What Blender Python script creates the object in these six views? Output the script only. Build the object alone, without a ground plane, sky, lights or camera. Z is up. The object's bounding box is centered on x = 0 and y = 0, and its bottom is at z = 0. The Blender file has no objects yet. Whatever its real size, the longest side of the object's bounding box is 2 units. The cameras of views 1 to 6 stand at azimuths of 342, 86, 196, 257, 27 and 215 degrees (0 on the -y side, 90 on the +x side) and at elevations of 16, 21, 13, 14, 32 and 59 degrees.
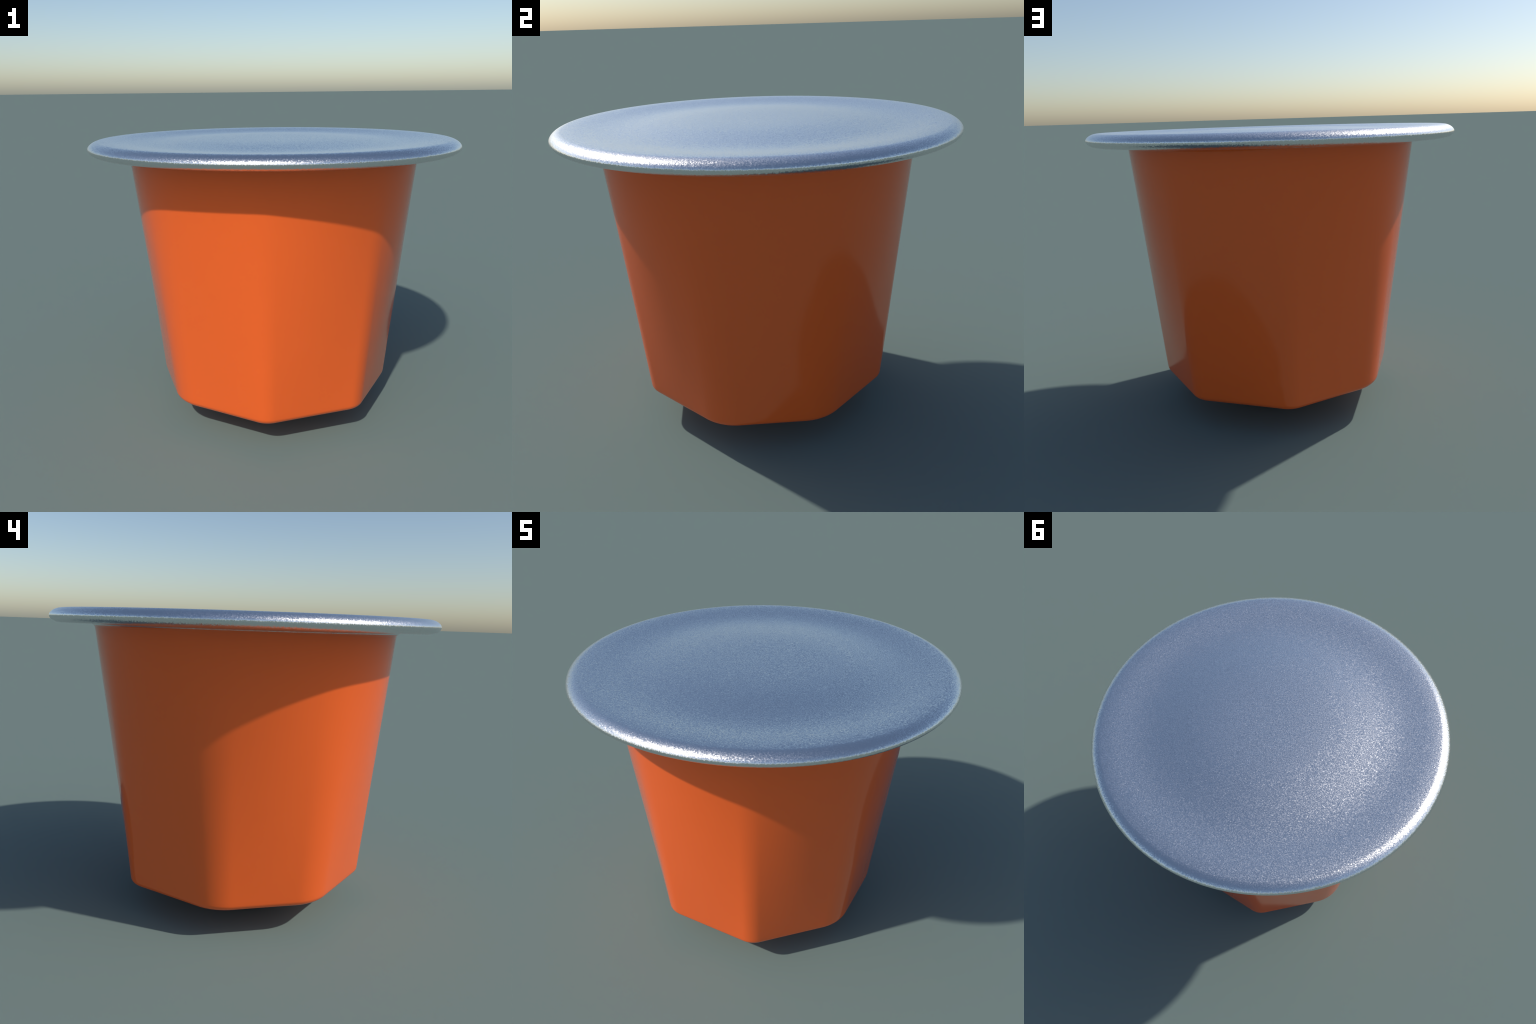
import bpy, math
from mathutils import Vector

# ----------------------------------------------------------------- sizes (m)
SEG = 512                    # steps round the axis
NECK_Z, NECK_R = 1.482, 0.786    # where the round top of the cup meets the rim
FOOT_Z = 0.163               # underside edge of the eight-sided foot
FOOT_APOTHEM = 0.630         # axis to a flat face, at the foot
CORNER_CRISP = 0.12          # corner rounding beside the +y / -y flats
CORNER_SOFT = 0.235           # corner rounding beside the +x / -x flats
FOOT_FILLET = 0.035          # rounding between wall and underside
TIP_R = 0.285                # flat tip of the cone the capsule stands on
EDGE_Z = 1.5285               # height of the rim's outermost line
RIM_R = 1.0


GRAIN_SCALE, GRAIN_TILT = 172.0, 0.57     # foil grain: grains per metre, normal tilt


# ----------------------------------------------------------------- helpers
def octagon(theta, apothem):
    """Polar radius of an octagon with rounded corners, flats facing +x, +y ..."""
    step = math.pi / 4
    corner = CORNER_CRISP if abs(math.sin(theta)) > math.sin(step) else CORNER_SOFT
    phi = abs((theta + step / 2) % step - step / 2)     # 0 = middle of a flat
    half = step / 2
    centre = (apothem - corner) / math.cos(half)        # corner arc centre
    flat = centre * math.sin(half)                      # half length of the flat
    if apothem * math.tan(phi) <= flat:
        return apothem / math.cos(phi)
    a = half - phi
    return centre * math.cos(a) + math.sqrt(corner ** 2 - (centre * math.sin(a)) ** 2)


def arc(cx, cz, rx, rz, a0, a1, n, power=2.0):
    """Points of a (super)elliptic arc in the r-z plane, angles in degrees."""
    out = []
    for i in range(n + 1):
        a = math.radians(a0 + (a1 - a0) * i / n)
        c, s = max(math.cos(a), 0.0), math.sin(a)
        out.append((cx + rx * c ** (2 / power), cz + rz * math.copysign(abs(s) ** (2 / power), s)))
    return out


def loft(rows, close_first=None, close_last=None):
    """rows: list of rings of SEG points; optional pole points at the ends."""
    verts, faces, tags = [], [], []
    for ring in rows:
        verts += ring
    for j in range(len(rows) - 1):
        for i in range(SEG):
            k = (i + 1) % SEG
            faces.append((j * SEG + i, j * SEG + k, (j + 1) * SEG + k, (j + 1) * SEG + i))
            tags.append(j)
    if close_first is not None:
        verts.append(close_first)
        p = len(verts) - 1
        for i in range(SEG):
            faces.append((p, (i + 1) % SEG, i)); tags.append(-1)
    if close_last is not None:
        verts.append(close_last)
        p, b = len(verts) - 1, (len(rows) - 1) * SEG
        for i in range(SEG):
            faces.append((p, b + i, b + (i + 1) % SEG)); tags.append(len(rows) - 1)
    return verts, faces, tags


def split_parts(verts, faces, groups, parent, materials):
    """One smooth surface separated by region; shared border vertices and normals."""
    whole = bpy.data.meshes.new("whole_surface")
    whole.from_pydata(verts, [], faces)
    whole.update()
    normals = [v.normal.copy() for v in whole.vertices]
    for name in dict.fromkeys(groups):
        used, fs = {}, []
        for f, g in zip(faces, groups):
            if g == name:
                fs.append([used.setdefault(v, len(used)) for v in f])
        mesh = bpy.data.meshes.new(name)
        mesh.from_pydata([verts[v] for v in used], [], fs)
        mesh.polygons.foreach_set("use_smooth", [True] * len(fs))
        mesh.update()
        mesh.normals_split_custom_set_from_vertices([normals[v] for v in used])
        mesh.materials.append(materials[name])
        ob = bpy.data.objects.new(name, mesh)
        bpy.context.scene.collection.objects.link(ob)
        ob.parent = parent
    bpy.data.meshes.remove(whole)


# ----------------------------------------------------------------- materials
def new_material(name):
    m = bpy.data.materials.new(name)
    m.use_nodes = True
    nt = m.node_tree
    return m, nt, nt.nodes["Principled BSDF"], nt.nodes.new("ShaderNodeTexCoord")


def orange_plastic():
    m, nt, bsdf, co = new_material("orange_plastic")
    noise = nt.nodes.new("ShaderNodeTexNoise")
    noise.inputs["Scale"].default_value = 6.0
    noise.inputs["Detail"].default_value = 2.0
    ramp = nt.nodes.new("ShaderNodeValToRGB")
    ramp.color_ramp.elements[0].color = (0.880, 0.132, 0.021, 1)
    ramp.color_ramp.elements[1].color = (0.895, 0.136, 0.022, 1)
    nt.links.new(co.outputs["Object"], noise.inputs["Vector"])
    nt.links.new(noise.outputs["Fac"], ramp.inputs["Fac"])
    nt.links.new(ramp.outputs["Color"], bsdf.inputs["Base Color"])
    bsdf.inputs["Roughness"].default_value = 0.12
    bsdf.inputs["IOR"].default_value = 1.5
    return m


def brushed_foil():
    m, nt, bsdf, co = new_material("grained_aluminium_foil")
    bsdf.inputs["Metallic"].default_value = 1.0
    bsdf.inputs["Base Color"].default_value = (0.82, 0.82, 0.82, 1)
    bsdf.inputs["Roughness"].default_value = 0.29
    noise = nt.nodes.new("ShaderNodeTexNoise")          # random tilt of the facets
    noise.inputs["Scale"].default_value = GRAIN_SCALE
    noise.inputs["Detail"].default_value = 1.0
    centre = nt.nodes.new("ShaderNodeVectorMath"); centre.operation = "SUBTRACT"
    centre.inputs[1].default_value = (0.5, 0.5, 0.5)
    tilt = nt.nodes.new("ShaderNodeVectorMath"); tilt.operation = "SCALE"
    tilt.inputs["Scale"].default_value = GRAIN_TILT
    geo = nt.nodes.new("ShaderNodeNewGeometry")
    add = nt.nodes.new("ShaderNodeVectorMath")
    unit = nt.nodes.new("ShaderNodeVectorMath"); unit.operation = "NORMALIZE"
    nt.links.new(co.outputs["Object"], noise.inputs["Vector"])
    nt.links.new(noise.outputs["Color"], centre.inputs[0])
    nt.links.new(centre.outputs["Vector"], tilt.inputs[0])
    nt.links.new(geo.outputs["Normal"], add.inputs[0])
    nt.links.new(tilt.outputs["Vector"], add.inputs[1])
    nt.links.new(add.outputs["Vector"], unit.inputs[0])
    nt.links.new(unit.outputs["Vector"], bsdf.inputs["Normal"])
    return m


# ----------------------------------------------------------------- the capsule
root = bpy.data.objects.new("coffee_capsule", None)
bpy.context.scene.collection.objects.link(root)
root["label"] = "orange coffee capsule with octagonal foot and silver foil lid"
root["category"] = "coffee capsule"

ANG = [2 * math.pi * i / SEG for i in range(SEG)]


def cup_ring(z, inset=0.0):
    """Ruled loft: octagon at the foot, circle at the neck."""
    t = (z - FOOT_Z) / (NECK_Z - FOOT_Z)
    ring = []
    for a in ANG:
        r = (1 - t) * octagon(a, FOOT_APOTHEM) + t * NECK_R - inset
        ring.append((r * math.cos(a), r * math.sin(a), z))
    return ring


FLARE, FLARE_H, UNDER_Z, SPLIT = 0.034, 0.023, 1.4965, math.radians(42)


def neck_radius(z):
    t = (z - FOOT_Z) / (NECK_Z - FOOT_Z)
    return (1 - t) * 0.65 + t * NECK_R


def flare(a):
    """Concave fillet from the cup wall (a = 0) to the rim's underside (a = 90 deg)."""
    zc = UNDER_Z - FLARE_H
    return neck_radius(zc) + FLARE * (1 - math.cos(a)), zc + FLARE_H * math.sin(a)


rows, names = [], []
# blunt dome of the underside
cone_top_inset = FOOT_FILLET
CONE = 24
for i in range(1, CONE + 1):
    s = i / CONE
    ring = []
    for a, (x, y, z) in zip(ANG, cup_ring(FOOT_Z, cone_top_inset)):
        r = math.hypot(x, y) * s
        lift = (r - TIP_R) / (math.hypot(x, y) - TIP_R)
        soft = 0.5 * (lift + math.sqrt(lift * lift + 0.006)) - 0.5 * (math.sqrt(1.006) - 1) * s
        ring.append((r * math.cos(a), r * math.sin(a), FOOT_Z * max(soft - 0.003, 0.0)))
    rows.append(ring); names.append("base")
# fillet from underside into the wall
for i in range(1, 13):
    a = math.radians(90 * i / 12)
    rows.append(cup_ring(FOOT_Z + FOOT_FILLET * (1 - math.cos(a)), FOOT_FILLET * (1 - math.sin(a))))
    names.append("cup_wall")
z0 = FOOT_Z + FOOT_FILLET
for i in range(1, 65):
    rows.append(cup_ring(z0 + (flare(0)[1] - z0) * i / 64)); names.append("cup_wall")
for i in range(1, 7):
    r, z = flare(SPLIT * i / 6)
    rows.append([(r * math.cos(a), r * math.sin(a), z) for a in ANG]); names.append("cup_wall")

verts, faces, tags = loft(rows, close_first=(0, 0, 0))
groups = ["base" if t < CONE - 1 else "cup_wall" for t in tags]
plastic = orange_plastic()
split_parts(verts, faces, groups, root, {"base": plastic, "cup_wall": plastic})

# silver rim and lid: one lathe profile from the neck outwards and over the top
TOP_Z, TURN_UNDER, TURN_TOP = 1.565, 0.945, 0.943
r, z = flare(SPLIT)
profile = [(r - 0.004, z - 0.002), (r + 0.0008, z - 0.0004)]
profile += [flare(SPLIT + (math.pi / 2 - SPLIT) * i / 8) for i in range(1, 9)]
r = profile[-1][0]
profile += [(r + (TURN_UNDER - r) * i / 6, UNDER_Z) for i in range(1, 6)]
profile += arc(TURN_UNDER, EDGE_Z, RIM_R - TURN_UNDER, EDGE_Z - UNDER_Z, -90, 0, 16)
profile += arc(TURN_TOP, EDGE_Z, RIM_R - TURN_TOP, TOP_Z - EDGE_Z, 0, 90, 24, 1.75)[1:]
rim_rows = len(profile)


def lid_height(r):
    """Foil: shallow dome in the middle, a soft valley, rising again to the rim."""
    s = min(r / TURN_TOP, 1.0)
    return TOP_Z - 0.0165 * (0.5 - 0.5 * math.cos(2 * math.pi * s ** 2.1))


profile += [(TURN_TOP * (1 - i / 60), lid_height(TURN_TOP * (1 - i / 60))) for i in range(1, 60)]
rows = [[(r * math.cos(a), r * math.sin(a), z) for a in ANG] for r, z in profile]
verts, faces, tags = loft(rows, close_last=(0, 0, lid_height(0)))
groups = ["rim" if t < rim_rows - 1 else "lid" for t in tags]
foil = brushed_foil()
split_parts(verts, faces, groups, root, {"rim": foil, "lid": foil})
